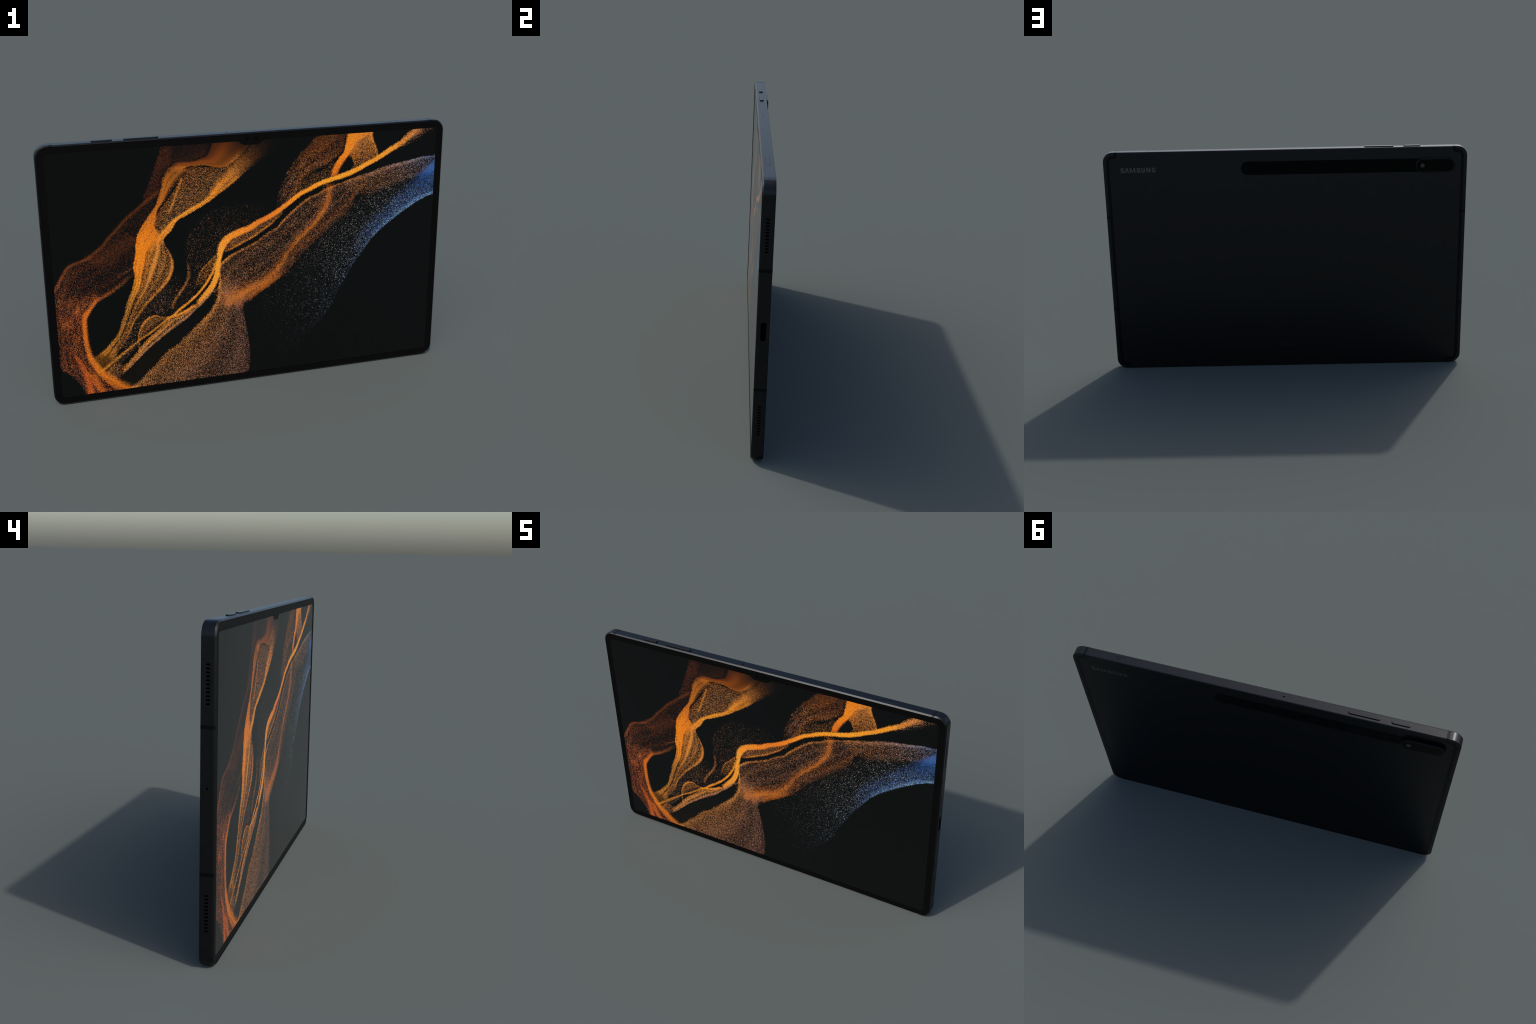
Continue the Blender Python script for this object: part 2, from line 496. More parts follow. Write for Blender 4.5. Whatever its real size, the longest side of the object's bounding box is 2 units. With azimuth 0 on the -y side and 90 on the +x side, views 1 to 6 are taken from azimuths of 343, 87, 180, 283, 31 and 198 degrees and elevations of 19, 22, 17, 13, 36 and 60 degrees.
# inner sparse dust
ribbon("D",
       [(-0.242, 0.662), (-0.195, 0.676), (-0.147, 0.690), (-0.114, 0.703), (-0.063, 0.707), (-0.009, 0.707), (0.056, 0.699), (0.110, 0.698), (0.154, 0.705)],
       [(-0.209, 0.617), (-0.170, 0.644), (-0.118, 0.649), (-0.069, 0.651), (-0.016, 0.593), (0.026, 0.598), (0.101, 0.621), (0.157, 0.639), (0.196, 0.663)],
       across=[(-0.030, 0.000), (0.060, 0.250), (0.800, 0.240), (1.030, 0.000)],
       along=[(-0.311, 0.000), (-0.287, 0.600), (-0.213, 1.000), (0.102, 0.700), (0.201, 0.000)],
       colours=[(0.000, (0.578, 0.271, 0.128))], by="u", smooth=0.00, strands=0, stars=True)
# lane dust
ribbon("D",
       [(0.406, 0.613), (0.442, 0.621), (0.480, 0.614), (0.540, 0.582), (0.590, 0.567), (0.689, 0.528), (0.758, 0.505)],
       [(0.383, 0.595), (0.436, 0.571), (0.503, 0.546), (0.554, 0.528), (0.611, 0.516), (0.650, 0.507), (0.671, 0.507), (0.697, 0.503), (0.739, 0.504)],
       across=[(-0.050, 0.600), (0.400, 0.500), (0.850, 0.600), (1.000, 0.900), (1.060, 0.000)],
       along=[(0.381, 0.000), (0.418, 1.000), (0.697, 0.800), (0.758, 0.000)],
       colours=[(0.000, (0.788, 0.230, 0.022)), (0.500, (0.578, 0.221, 0.061)), (1.000, (0.861, 0.271, 0.021))], by="u", smooth=0.00, strands=0)
# lens sheet
ribbon("D",
       [(0.248, 0.492), (0.283, 0.521), (0.315, 0.556), (0.340, 0.566), (0.381, 0.562), (0.432, 0.545), (0.497, 0.517), (0.549, 0.500), (0.607, 0.489), (0.660, 0.472), (0.683, 0.475), (0.749, 0.472), (0.810, 0.466), (0.850, 0.459), (0.898, 0.437), (0.956, 0.416), (0.980, 0.402), (1.041, 0.370), (1.101, 0.334)],
       [(0.252, 0.318), (0.270, 0.327), (0.311, 0.325), (0.355, 0.318), (0.399, 0.305), (0.457, 0.292), (0.514, 0.279), (0.586, 0.270), (0.642, 0.275), (0.668, 0.273), (0.733, 0.267), (0.804, 0.259), (0.903, 0.249), (0.961, 0.246), (1.026, 0.270)],
       across=[(-0.020, 0.000), (0.020, 0.850), (0.070, 0.420), (0.400, 0.360), (0.750, 0.420), (0.930, 0.550), (1.000, 0.500), (1.020, 0.000)],
       along=[(0.183, 0.000), (0.263, 1.150), (0.501, 0.900), (1.044, 0.900), (1.122, 0.300), (1.164, 0.000)],
       colours=[(0.000, (0.892, 0.287, 0.026)), (0.060, (0.578, 0.221, 0.076)), (0.500, (0.546, 0.221, 0.095)), (0.800, (0.473, 0.148, 0.031)), (1.000, (0.378, 0.131, 0.048))], by="u", smooth=0.00, strands=22)
# lens fold
ribbon("D",
       [(0.201, 0.473), (0.249, 0.461), (0.297, 0.437), (0.353, 0.399), (0.412, 0.369), (0.461, 0.358), (0.510, 0.358), (0.558, 0.363), (0.605, 0.366), (0.650, 0.369), (0.693, 0.373), (0.707, 0.367), (0.738, 0.370), (0.780, 0.366), (0.834, 0.377), (0.871, 0.386), (0.907, 0.403), (0.939, 0.427), (0.970, 0.446), (1.012, 0.443)],
       [(0.201, 0.349), (0.249, 0.335), (0.297, 0.325), (0.353, 0.307), (0.412, 0.286), (0.461, 0.282), (0.510, 0.286), (0.558, 0.302), (0.605, 0.318), (0.650, 0.320), (0.693, 0.321), (0.707, 0.316), (0.738, 0.319), (0.780, 0.314), (0.834, 0.318), (0.871, 0.320), (0.907, 0.328), (0.939, 0.341), (0.970, 0.368), (1.012, 0.371)],
       across=[(-0.300, 0.000), (0.150, 0.380), (0.500, 0.780), (0.850, 0.380), (1.300, 0.000)],
       along=[(0.159, 0.000), (0.210, 0.800), (0.323, 1.000), (0.560, 0.750), (0.738, 0.950), (0.970, 0.800), (1.016, 0.000)],
       colours=[(0.000, (0.651, 0.168, 0.006))], by="u", smooth=0.00, strands=9)
# lens outer edge
ribbon("D",
       [(0.270, 0.343), (0.311, 0.341), (0.355, 0.334), (0.399, 0.322), (0.457, 0.309), (0.514, 0.296)],
       [(0.270, 0.311), (0.311, 0.309), (0.355, 0.301), (0.399, 0.289), (0.457, 0.276), (0.514, 0.263)],
       across=[(-0.200, 0.000), (0.550, 0.800), (0.900, 0.700), (1.000, 0.000)],
       along=[(0.255, 0.000), (0.322, 0.900), (0.457, 0.800), (0.574, 0.000)],
       colours=[(0.000, (0.504, 0.119, 0.004))], by="u", smooth=0.00, strands=0)
# lower sheet
ribbon("D",
       [(-0.425, 0.476), (-0.391, 0.464), (-0.343, 0.457), (-0.300, 0.457), (-0.247, 0.454), (-0.197, 0.456), (-0.144, 0.453), (-0.123, 0.446), (-0.085, 0.438), (-0.075, 0.439), (-0.017, 0.436), (0.052, 0.434), (0.106, 0.432), (0.127, 0.434), (0.175, 0.444), (0.212, 0.462), (0.238, 0.483), (0.258, 0.500)],
       [(-0.074, -0.019), (-0.014, 0.020), (0.027, 0.054), (0.069, 0.087), (0.106, 0.126), (0.139, 0.168), (0.171, 0.212), (0.202, 0.256), (0.227, 0.292), (0.248, 0.317), (0.270, 0.327), (0.311, 0.325), (0.355, 0.318)],
       across=[(-0.030, 0.000), (0.020, 0.720), (0.120, 0.600), (0.350, 0.520), (0.700, 0.460), (0.960, 0.500), (1.015, 0.000)],
       along=[(-0.411, 1.000), (0.034, 1.000), (0.187, 1.000), (0.273, 0.700), (0.362, 0.000)],
       colours=[(0.000, (0.861, 0.312, 0.052)), (0.200, (0.630, 0.246, 0.081)), (0.600, (0.441, 0.189, 0.102)), (1.000, (0.441, 0.189, 0.115))], by="u", smooth=0.00, strands=16)
# gap haze
ribbon("D",
       [(-0.440, 0.547), (-0.388, 0.552), (-0.322, 0.548), (-0.233, 0.544), (-0.150, 0.534), (-0.072, 0.520), (0.036, 0.498), (0.121, 0.491), (0.210, 0.491), (0.239, 0.497)],
       [(-0.394, 0.462), (-0.343, 0.457), (-0.247, 0.454), (-0.144, 0.453), (-0.123, 0.446), (-0.017, 0.436), (0.106, 0.432), (0.175, 0.444), (0.237, 0.484)],
       across=[(0.000, 0.000), (0.100, 1.000), (0.900, 1.000), (1.000, 0.000)],
       along=[(-0.435, 1.000), (-0.372, 1.000), (-0.107, 0.500), (0.212, 0.000)],
       colours=[(0.000, (0.002, 0.001, 0.000))], by="u", smooth=1.00, strands=0)
# white dust
ribbon("D",
       [(0.164, 0.193), (0.202, 0.256), (0.270, 0.327), (0.311, 0.325), (0.399, 0.305), (0.514, 0.279), (0.586, 0.270), (0.642, 0.275), (0.668, 0.273), (0.733, 0.267), (0.804, 0.259), (0.903, 0.249), (0.961, 0.246), (1.021, 0.250), (1.234, 0.175)],
       [(0.362, -0.066), (0.529, -0.057), (0.572, -0.043), (0.630, -0.022), (0.688, -0.012), (0.730, 0.002), (0.795, 0.019), (0.841, 0.027), (0.896, 0.035), (0.967, 0.039), (1.033, 0.033), (1.074, 0.026), (1.094, 0.022), (1.115, 0.019), (1.172, 0.003), (1.223, -0.011), (1.293, -0.022)],
       across=[(-0.010, 0.000), (0.030, 0.110), (0.300, 0.130), (0.700, 0.160), (0.950, 0.200), (1.020, 0.000)],
       along=[(0.075, 0.000), (0.136, 0.020), (0.229, 0.100), (0.325, 0.220), (0.423, 0.450), (0.621, 0.750), (0.759, 1.050), (1.077, 1.100), (1.303, 0.500), (1.390, 0.000)],
       colours=[(0.000, (0.788, 0.541, 0.397)), (0.350, (0.720, 0.710, 0.730)), (0.700, (0.620, 0.660, 0.780)), (1.000, (0.360, 0.540, 0.920))], by="u", smooth=0.00, strands=0, stars=True)
# blue edge
ribbon("D",
       [(0.841, 0.108), (0.896, 0.126), (0.959, 0.133), (1.027, 0.130), (1.070, 0.125), (1.138, 0.122), (1.217, 0.104), (1.303, 0.069), (1.383, 0.026)],
       [(0.839, 0.025), (0.896, 0.035), (0.967, 0.039), (1.033, 0.033), (1.074, 0.026), (1.094, 0.022), (1.115, 0.019), (1.173, 0.004), (1.225, -0.008), (1.267, -0.025), (1.317, -0.050)],
       across=[(-0.200, 0.000), (0.300, 0.350), (0.750, 0.450), (0.950, 0.680), (1.020, 0.000)],
       along=[(0.770, 0.000), (0.819, 0.100), (0.887, 0.400), (1.029, 0.900), (1.190, 1.000), (1.407, 1.200)],
       colours=[(0.000, (0.060, 0.140, 0.360)), (0.700, (0.080, 0.200, 0.500)), (0.850, (0.140, 0.320, 0.660)), (1.000, (0.260, 0.500, 0.880))], by="u", smooth=0.00, strands=0)
# blue corner
ribbon("D",
       [(1.212, 0.100), (1.280, 0.096), (1.364, 0.084), (1.432, 0.075)],
       [(1.172, 0.029), (1.236, 0.020), (1.282, -0.008), (1.351, -0.013)],
       across=[(-0.250, 0.000), (0.200, 0.800), (0.500, 0.600), (0.900, 0.300), (1.200, 0.000)],
       along=[(1.077, 0.000), (1.179, 0.250), (1.263, 0.550), (1.344, 1.000), (1.440, 1.500)],
       colours=[(0.000, (0.022, 0.090, 0.300)), (1.000, (0.040, 0.130, 0.400))], by="u", smooth=0.00, strands=0)
# pink upper edge
ribbon("D",
       [(1.042, 0.371), (1.102, 0.336), (1.162, 0.300), (1.224, 0.266), (1.282, 0.228), (1.339, 0.187), (1.396, 0.146), (1.452, 0.097), (1.478, 0.079)],
       [(1.010, 0.263), (1.037, 0.242), (1.077, 0.209), (1.140, 0.175), (1.230, 0.119), (1.326, 0.068), (1.397, 0.035), (1.427, 0.021)],
       across=[(-0.030, 0.000), (0.030, 0.750), (0.250, 0.420), (0.700, 0.330), (1.100, 0.000)],
       along=[(1.000, 0.000), (1.049, 0.500), (1.155, 0.950), (1.381, 1.000), (1.486, 1.000)],
       colours=[(1.011, (0.693, 0.271, 0.070)), (1.100, (0.651, 0.246, 0.072)), (1.245, (0.504, 0.246, 0.154)), (1.370, (0.360, 0.300, 0.350)), (1.430, (0.160, 0.200, 0.380))], by="s", smooth=0.00, strands=0)
# right column bright
ribbon("V",
       [(1.015, 0.399), (1.050, 0.407), (1.080, 0.419), (1.117, 0.442), (1.147, 0.468), (1.178, 0.475), (1.202, 0.478), (1.227, 0.483), (1.246, 0.488)],
       [(1.012, 0.431), (1.034, 0.437), (1.068, 0.453), (1.102, 0.475), (1.132, 0.501), (1.165, 0.520), (1.195, 0.543), (1.217, 0.589), (1.237, 0.619)],
       across=[(-0.060, 0.000), (0.050, 0.950), (0.400, 1.100), (0.800, 0.900), (1.250, 0.000)],
       along=[(1.014, 0.000), (1.036, 0.800), (1.085, 1.000), (1.174, 1.050), (1.252, 0.950)],
       colours=[(1.055, (0.840, 0.180, 0.006)), (1.160, (0.903, 0.262, 0.013)), (1.236, (0.840, 0.238, 0.010))], by="s", smooth=0.00, strands=0)
# right column dust
ribbon("V",
       [(1.035, 0.474), (1.051, 0.507), (1.079, 0.520), (1.105, 0.512), (1.125, 0.498), (1.150, 0.504), (1.197, 0.513), (1.243, 0.521)],
       [(1.037, 0.524), (1.062, 0.574), (1.090, 0.635), (1.114, 0.652), (1.140, 0.646), (1.166, 0.638), (1.199, 0.624), (1.237, 0.619)],
       across=[(-0.050, 0.000), (0.100, 0.700), (0.500, 0.600), (0.930, 0.650), (1.020, 0.000)],
       along=[(1.035, 0.000), (1.068, 0.500), (1.107, 0.950), (1.172, 1.150), (1.251, 1.300)],
       colours=[(0.000, (0.840, 0.246, 0.017)), (0.500, (0.714, 0.238, 0.037)), (1.000, (0.756, 0.246, 0.027))], by="u", smooth=0.00, strands=0)
# right column edge
ribbon("V",
       [(1.115, 0.642), (1.141, 0.636), (1.167, 0.625), (1.200, 0.607), (1.239, 0.595)],
       [(1.114, 0.654), (1.140, 0.648), (1.166, 0.639), (1.199, 0.625), (1.237, 0.619)],
       across=[(-0.100, 0.000), (0.600, 0.600), (1.050, 0.000)],
       along=[(1.110, 0.000), (1.114, 1.000), (1.239, 1.000), (1.243, 0.000)],
       colours=[(0.000, (0.819, 0.287, 0.031))], by="u", smooth=0.00, strands=0)
# brown sheet
ribbon("D",
       [(0.723, 0.562), (0.770, 0.586), (0.799, 0.601), (0.844, 0.615), (0.884, 0.632), (0.938, 0.640), (0.986, 0.645), (1.042, 0.642), (1.096, 0.642), (1.199, 0.622)],
       [(0.755, 0.524), (0.833, 0.520), (0.891, 0.549), (0.926, 0.547), (0.974, 0.540), (1.015, 0.521), (1.056, 0.506), (1.099, 0.498), (1.139, 0.478), (1.166, 0.494), (1.186, 0.510), (1.210, 0.526), (1.267, 0.512)],
       across=[(-0.080, 0.000), (0.080, 0.300), (0.500, 0.420), (0.850, 0.500), (1.030, 0.000)],
       along=[(0.708, 0.000), (0.740, 0.400), (0.828, 0.850), (0.981, 0.950), (1.133, 0.900), (1.256, 0.750)],
       colours=[(0.795, (0.578, 0.205, 0.076)), (0.959, (0.630, 0.197, 0.039)), (1.100, (0.483, 0.127, 0.020)), (1.204, (0.315, 0.078, 0.009))], by="s", smooth=0.00, strands=14)
# brown veil
ribbon("D",
       [(0.960, 0.639), (0.986, 0.645), (1.042, 0.642), (1.096, 0.642), (1.199, 0.622)],
       [(0.953, 0.612), (0.983, 0.596), (1.054, 0.552), (1.143, 0.526), (1.252, 0.544)],
       across=[(-0.040, 0.000), (0.100, 0.700), (0.500, 0.600), (1.100, 0.000)],
       along=[(0.927, 0.000), (0.990, 0.500), (1.068, 0.900), (1.256, 1.000)],
       colours=[(0.000, (0.058, 0.016, 0.002))], by="u", smooth=1.00, strands=0)
# brown sheet edge
ribbon("D",
       [(0.831, 0.537), (0.889, 0.560), (0.925, 0.559), (0.972, 0.551), (1.014, 0.533), (1.057, 0.521), (1.099, 0.512), (1.144, 0.492)],
       [(0.831, 0.509), (0.889, 0.533), (0.925, 0.533), (0.972, 0.524), (1.014, 0.506), (1.057, 0.494), (1.099, 0.484), (1.144, 0.463)],
       across=[(-0.200, 0.000), (0.500, 0.600), (1.100, 0.000)],
       along=[(0.794, 0.000), (0.822, 0.600), (0.989, 0.500), (1.078, 0.800), (1.152, 0.000)],
       colours=[(0.000, (0.788, 0.221, 0.017))], by="u", smooth=0.00, strands=0)
# hollow dust
ribbon("D",
       [(0.898, 0.541), (0.945, 0.534), (1.010, 0.506), (1.074, 0.491)],
       [(0.851, 0.508), (0.901, 0.488), (0.951, 0.469), (1.008, 0.441)],
       across=[(-0.100, 0.000), (0.200, 0.250), (0.800, 0.300), (1.100, 0.000)],
       along=[(0.847, 0.000), (0.851, 1.000), (1.074, 1.000), (1.078, 0.000)],
       colours=[(0.000, (0.525, 0.197, 0.036))], by="u", smooth=0.00, strands=0)
# left fold bright
ribbon("D",
       [(-0.405, 0.727), (-0.379, 0.721), (-0.341, 0.714), (-0.295, 0.714), (-0.244, 0.718), (-0.202, 0.735), (-0.162, 0.755), (-0.156, 0.756), (-0.118, 0.778), (-0.072, 0.799), (-0.032, 0.815), (0.003, 0.834), (0.029, 0.852), (0.048, 0.879), (0.081, 0.904), (0.113, 0.925), (0.141, 0.950), (0.170, 0.969), (0.189, 0.981), (0.199, 0.983), (0.233, 0.992), (0.286, 1.000), (0.344, 1.008), (0.385, 1.026), (0.426, 1.047), (0.476, 1.076), (0.520, 1.080), (0.558, 1.054), (0.583, 1.028)],
       [(-0.397, 0.689), (-0.367, 0.683), (-0.334, 0.683), (-0.292, 0.688), (-0.243, 0.695), (-0.202, 0.707), (-0.146, 0.732), (-0.111, 0.747), (-0.067, 0.766), (-0.027, 0.778), (0.011, 0.792), (0.041, 0.811), (0.078, 0.832), (0.117, 0.855), (0.155, 0.873), (0.202, 0.875), (0.248, 0.884), (0.266, 0.932), (0.300, 0.959), (0.344, 0.988), (0.372, 0.992), (0.395, 0.994), (0.408, 0.997), (0.461, 1.005), (0.505, 1.005), (0.547, 1.002), (0.584, 0.987)],
       across=[(-0.025, 0.000), (0.030, 1.000), (0.450, 1.100), (0.800, 0.900), (1.200, 0.000)],
       along=[(-0.405, 0.000), (-0.338, 0.850), (-0.188, 0.750), (-0.049, 0.850), (0.042, 1.050), (0.159, 1.200), (0.381, 1.050), (0.540, 0.950), (0.573, 0.700), (0.611, 0.000)],
       colours=[(-0.391, (0.525, 0.189, 0.010)), (-0.302, (0.630, 0.221, 0.018)), (-0.095, (0.651, 0.246, 0.023)), (0.009, (0.903, 0.287, 0.013)), (0.068, (0.924, 0.254, 0.009)), (0.159, (0.924, 0.246, 0.008)), (0.284, (0.714, 0.184, 0.010)), (0.431, (0.483, 0.135, 0.008)), (0.535, (0.263, 0.078, 0.007))], by="s", smooth=0.00, strands=18)
# left fold lower edge
ribbon("D",
       [(0.191, 0.914), (0.233, 0.916), (0.280, 0.914), (0.346, 0.907), (0.388, 0.895), (0.432, 0.886), (0.478, 0.870), (0.528, 0.858), (0.578, 0.872), (0.623, 0.885)],
       [(0.203, 0.859), (0.232, 0.853), (0.247, 0.865), (0.269, 0.870), (0.294, 0.869), (0.329, 0.874), (0.348, 0.880), (0.401, 0.865), (0.453, 0.847), (0.518, 0.827), (0.573, 0.815), (0.645, 0.799), (0.714, 0.787)],
       across=[(-0.120, 0.000), (0.250, 0.600), (0.550, 0.950), (0.750, 1.050), (0.930, 0.850), (1.040, 0.000)],
       along=[(0.191, 0.000), (0.239, 0.900), (0.297, 1.050), (0.479, 1.050), (0.675, 0.750), (0.761, 0.000)],
       colours=[(0.212, (0.924, 0.271, 0.009)), (0.297, (0.966, 0.312, 0.015)), (0.443, (0.997, 0.344, 0.017)), (0.640, (0.819, 0.246, 0.010))], by="s", smooth=0.00, strands=12)
# left fold dust
ribbon("D",
       [(0.256, 0.919), (0.286, 0.951), (0.326, 0.976), (0.382, 0.982), (0.420, 0.987), (0.473, 0.995), (0.524, 1.001), (0.585, 1.005), (0.631, 0.956), (0.689, 0.884)],
       [(0.236, 0.869), (0.259, 0.870), (0.304, 0.870), (0.351, 0.882), (0.420, 0.862), (0.503, 0.835), (0.573, 0.815), (0.647, 0.800), (0.725, 0.789), (0.799, 0.773)],
       across=[(-0.050, 0.000), (0.060, 0.480), (0.500, 0.450), (0.900, 0.450), (1.020, 0.000)],
       along=[(0.226, 0.000), (0.245, 0.800), (0.333, 1.100), (0.573, 1.000), (0.718, 0.850), (0.794, 0.350), (0.866, 0.000)],
       colours=[(0.000, (0.609, 0.197, 0.023)), (0.500, (0.630, 0.246, 0.058)), (1.000, (0.693, 0.262, 0.038))], by="u", smooth=0.00, strands=0)
# fold crease
ribbon("D",
       [(0.357, 0.945), (0.405, 0.960), (0.448, 0.980), (0.487, 0.996), (0.522, 1.011)],
       [(0.357, 0.930), (0.405, 0.945), (0.448, 0.965), (0.487, 0.980), (0.522, 0.996)],
       across=[(-0.200, 0.000), (0.500, 0.700), (1.200, 0.000)],
       along=[(0.353, 0.000), (0.357, 1.000), (0.522, 1.000), (0.526, 0.000)],
       colours=[(0.000, (0.756, 0.238, 0.018))], by="u", smooth=0.00, strands=0)
# bulge dust
ribbon("D",
       [(-0.366, 0.675), (-0.325, 0.683), (-0.267, 0.689), (-0.213, 0.700), (-0.160, 0.723), (-0.127, 0.737), (-0.081, 0.757), (-0.034, 0.776), (0.012, 0.796), (0.055, 0.819), (0.108, 0.855), (0.167, 0.884), (0.228, 0.908)],
       [(-0.372, 0.645), (-0.332, 0.648), (-0.287, 0.655), (-0.244, 0.664), (-0.198, 0.681), (-0.157, 0.693), (-0.119, 0.702), (-0.084, 0.705), (-0.076, 0.708), (-0.032, 0.710), (0.015, 0.708), (0.072, 0.705), (0.118, 0.709), (0.156, 0.724), (0.192, 0.751), (0.211, 0.779), (0.224, 0.812), (0.236, 0.848), (0.249, 0.867)],
       across=[(-0.100, 0.000), (0.150, 0.970), (0.450, 0.780), (0.800, 0.620), (0.970, 0.800), (1.015, 0.000)],
       along=[(-0.387, 0.000), (-0.335, 0.700), (-0.151, 0.700), (0.011, 0.850), (0.123, 0.950), (0.232, 0.900), (0.256, 0.000)],
       colours=[(0.000, (0.882, 0.279, 0.017)), (0.500, (0.756, 0.279, 0.042)), (0.900, (0.714, 0.254, 0.037)), (1.000, (0.840, 0.279, 0.021))], by="u", smooth=0.00, strands=20)
# bulge edge line
ribbon("D",
       [(-0.258, 0.666), (-0.227, 0.676), (-0.188, 0.690), (-0.149, 0.704), (-0.104, 0.710), (-0.076, 0.714), (-0.032, 0.716), (0.015, 0.714), (0.073, 0.712), (0.118, 0.718), (0.156, 0.733), (0.191, 0.761), (0.209, 0.789), (0.222, 0.822)],
       [(-0.258, 0.654), (-0.227, 0.663), (-0.188, 0.677), (-0.149, 0.692), (-0.104, 0.698), (-0.076, 0.702), (-0.032, 0.704), (0.015, 0.702), (0.073, 0.700), (0.118, 0.705), (0.156, 0.719), (0.191, 0.744), (0.209, 0.762), (0.222, 0.790)],
       across=[(-0.300, 0.000), (0.500, 0.800), (1.300, 0.000)],
       along=[(-0.265, 0.000), (-0.198, 0.800), (0.037, 0.600), (0.184, 0.800), (0.224, 0.000)],
       colours=[(0.000, (0.798, 0.254, 0.017))], by="u", smooth=0.00, strands=0)
# arch veil
ribbon("D",
       [(0.507, 1.077), (0.543, 1.081), (0.581, 1.055), (0.613, 1.023), (0.654, 0.999), (0.676, 0.991), (0.699, 0.996), (0.731, 1.010), (0.768, 1.032)],
       [(0.546, 1.031), (0.577, 1.023), (0.607, 0.996), (0.639, 0.964), (0.654, 0.936), (0.671, 0.909), (0.691, 0.886), (0.716, 0.875), (0.758, 0.864), (0.798, 0.860), (0.855, 0.863), (0.895, 0.868)],
       across=[(-0.030, 0.000), (0.080, 0.700), (0.300, 1.000), (0.700, 1.000), (0.930, 1.100), (1.020, 0.000)],
       along=[(0.505, 0.000), (0.554, 0.900), (0.630, 1.000), (0.708, 0.750), (0.800, 0.250), (0.844, 0.100)],
       colours=[(0.000, (0.137, 0.030, 0.004)), (0.400, (0.210, 0.046, 0.004)), (1.000, (0.284, 0.078, 0.005))], by="u", smooth=0.85, strands=12)
# top left veil
ribbon("V",
       [(1.090, -0.485), (1.119, -0.471), (1.148, -0.458), (1.181, -0.451), (1.215, -0.438), (1.248, -0.436)],
       [(1.151, -0.342), (1.157, -0.296), (1.166, -0.259), (1.179, -0.223), (1.208, -0.207), (1.246, -0.197)],
       across=[(-0.040, 0.000), (0.060, 0.500), (0.500, 0.500), (0.900, 0.600), (1.020, 0.000)],
       along=[(1.115, 0.000), (1.142, 0.700), (1.164, 1.000), (1.203, 0.700), (1.253, 0.500)],
       colours=[(0.000, (0.032, 0.008, 0.003)), (1.000, (0.074, 0.018, 0.003))], by="u", smooth=0.30, strands=0)
# upper left red dust
ribbon("V",
       [(0.946, -0.563), (0.971, -0.535), (1.003, -0.525), (1.062, -0.498), (1.126, -0.474), (1.179, -0.454), (1.239, -0.431)],
       [(0.983, -0.502), (1.016, -0.455), (1.036, -0.442), (1.075, -0.432), (1.109, -0.410), (1.165, -0.392), (1.236, -0.378)],
       across=[(-0.040, 0.000), (0.100, 0.450), (0.600, 0.450), (1.050, 0.200), (1.100, 0.000)],
       along=[(0.958, 0.000), (0.987, 0.600), (1.061, 0.800), (1.149, 0.800), (1.242, 0.600)],
       colours=[(0.000, (0.210, 0.045, 0.010)), (1.000, (0.179, 0.037, 0.008))], by="u", smooth=0.12, strands=0)
# top right veil
ribbon("D",
       [(0.699, 0.872), (0.756, 0.862), (0.819, 0.858), (0.868, 0.871)],
       [(0.723, 0.786), (0.766, 0.784), (0.804, 0.777), (0.872, 0.755), (0.938, 0.754), (1.000, 0.748)],
       across=[(-0.100, 0.000), (0.200, 0.700), (0.600, 0.600), (1.050, 0.000)],
       along=[(0.658, 0.000), (0.710, 0.800), (0.796, 1.000), (0.892, 0.500), (0.993, 0.200)],
       colours=[(0.708, (0.473, 0.148, 0.010)), (0.820, (0.126, 0.037, 0.005)), (0.930, (0.023, 0.008, 0.003))], by="s", smooth=0.30, strands=0)
# red sheet
ribbon("D",
       [(-0.286, 1.087), (-0.250, 1.102), (-0.211, 1.113), (-0.171, 1.124), (-0.135, 1.128), (-0.101, 1.116), (-0.070, 1.097), (-0.031, 1.084), (0.006, 1.077), (0.058, 1.072), (0.080, 1.075), (0.107, 1.076), (0.145, 1.074), (0.213, 1.074), (0.271, 1.067), (0.329, 1.059), (0.368, 1.051), (0.413, 1.044)],
       [(-0.266, 0.885), (-0.237, 0.895), (-0.206, 0.902), (-0.176, 0.905), (-0.143, 0.894), (-0.099, 0.880), (-0.053, 0.873), (0.001, 0.865), (0.031, 0.855), (0.053, 0.883), (0.091, 0.917), (0.134, 0.949), (0.181, 0.975), (0.231, 0.988)],
       across=[(-0.015, 0.000), (0.020, 0.750), (0.120, 0.500), (0.500, 0.330), (0.900, 0.340), (0.980, 0.600), (1.015, 0.000)],
       along=[(-0.340, 0.000), (-0.307, 0.550), (-0.216, 0.900), (-0.089, 0.850), (0.079, 0.800), (0.217, 0.900), (0.413, 0.600), (0.440, 0.000)],
       colours=[(-0.282, (0.525, 0.139, 0.036)), (-0.183, (0.357, 0.082, 0.022)), (-0.066, (0.231, 0.051, 0.011)), (0.084, (0.168, 0.037, 0.005)), (0.331, (0.137, 0.030, 0.004))], by="s", smooth=0.00, strands=24)
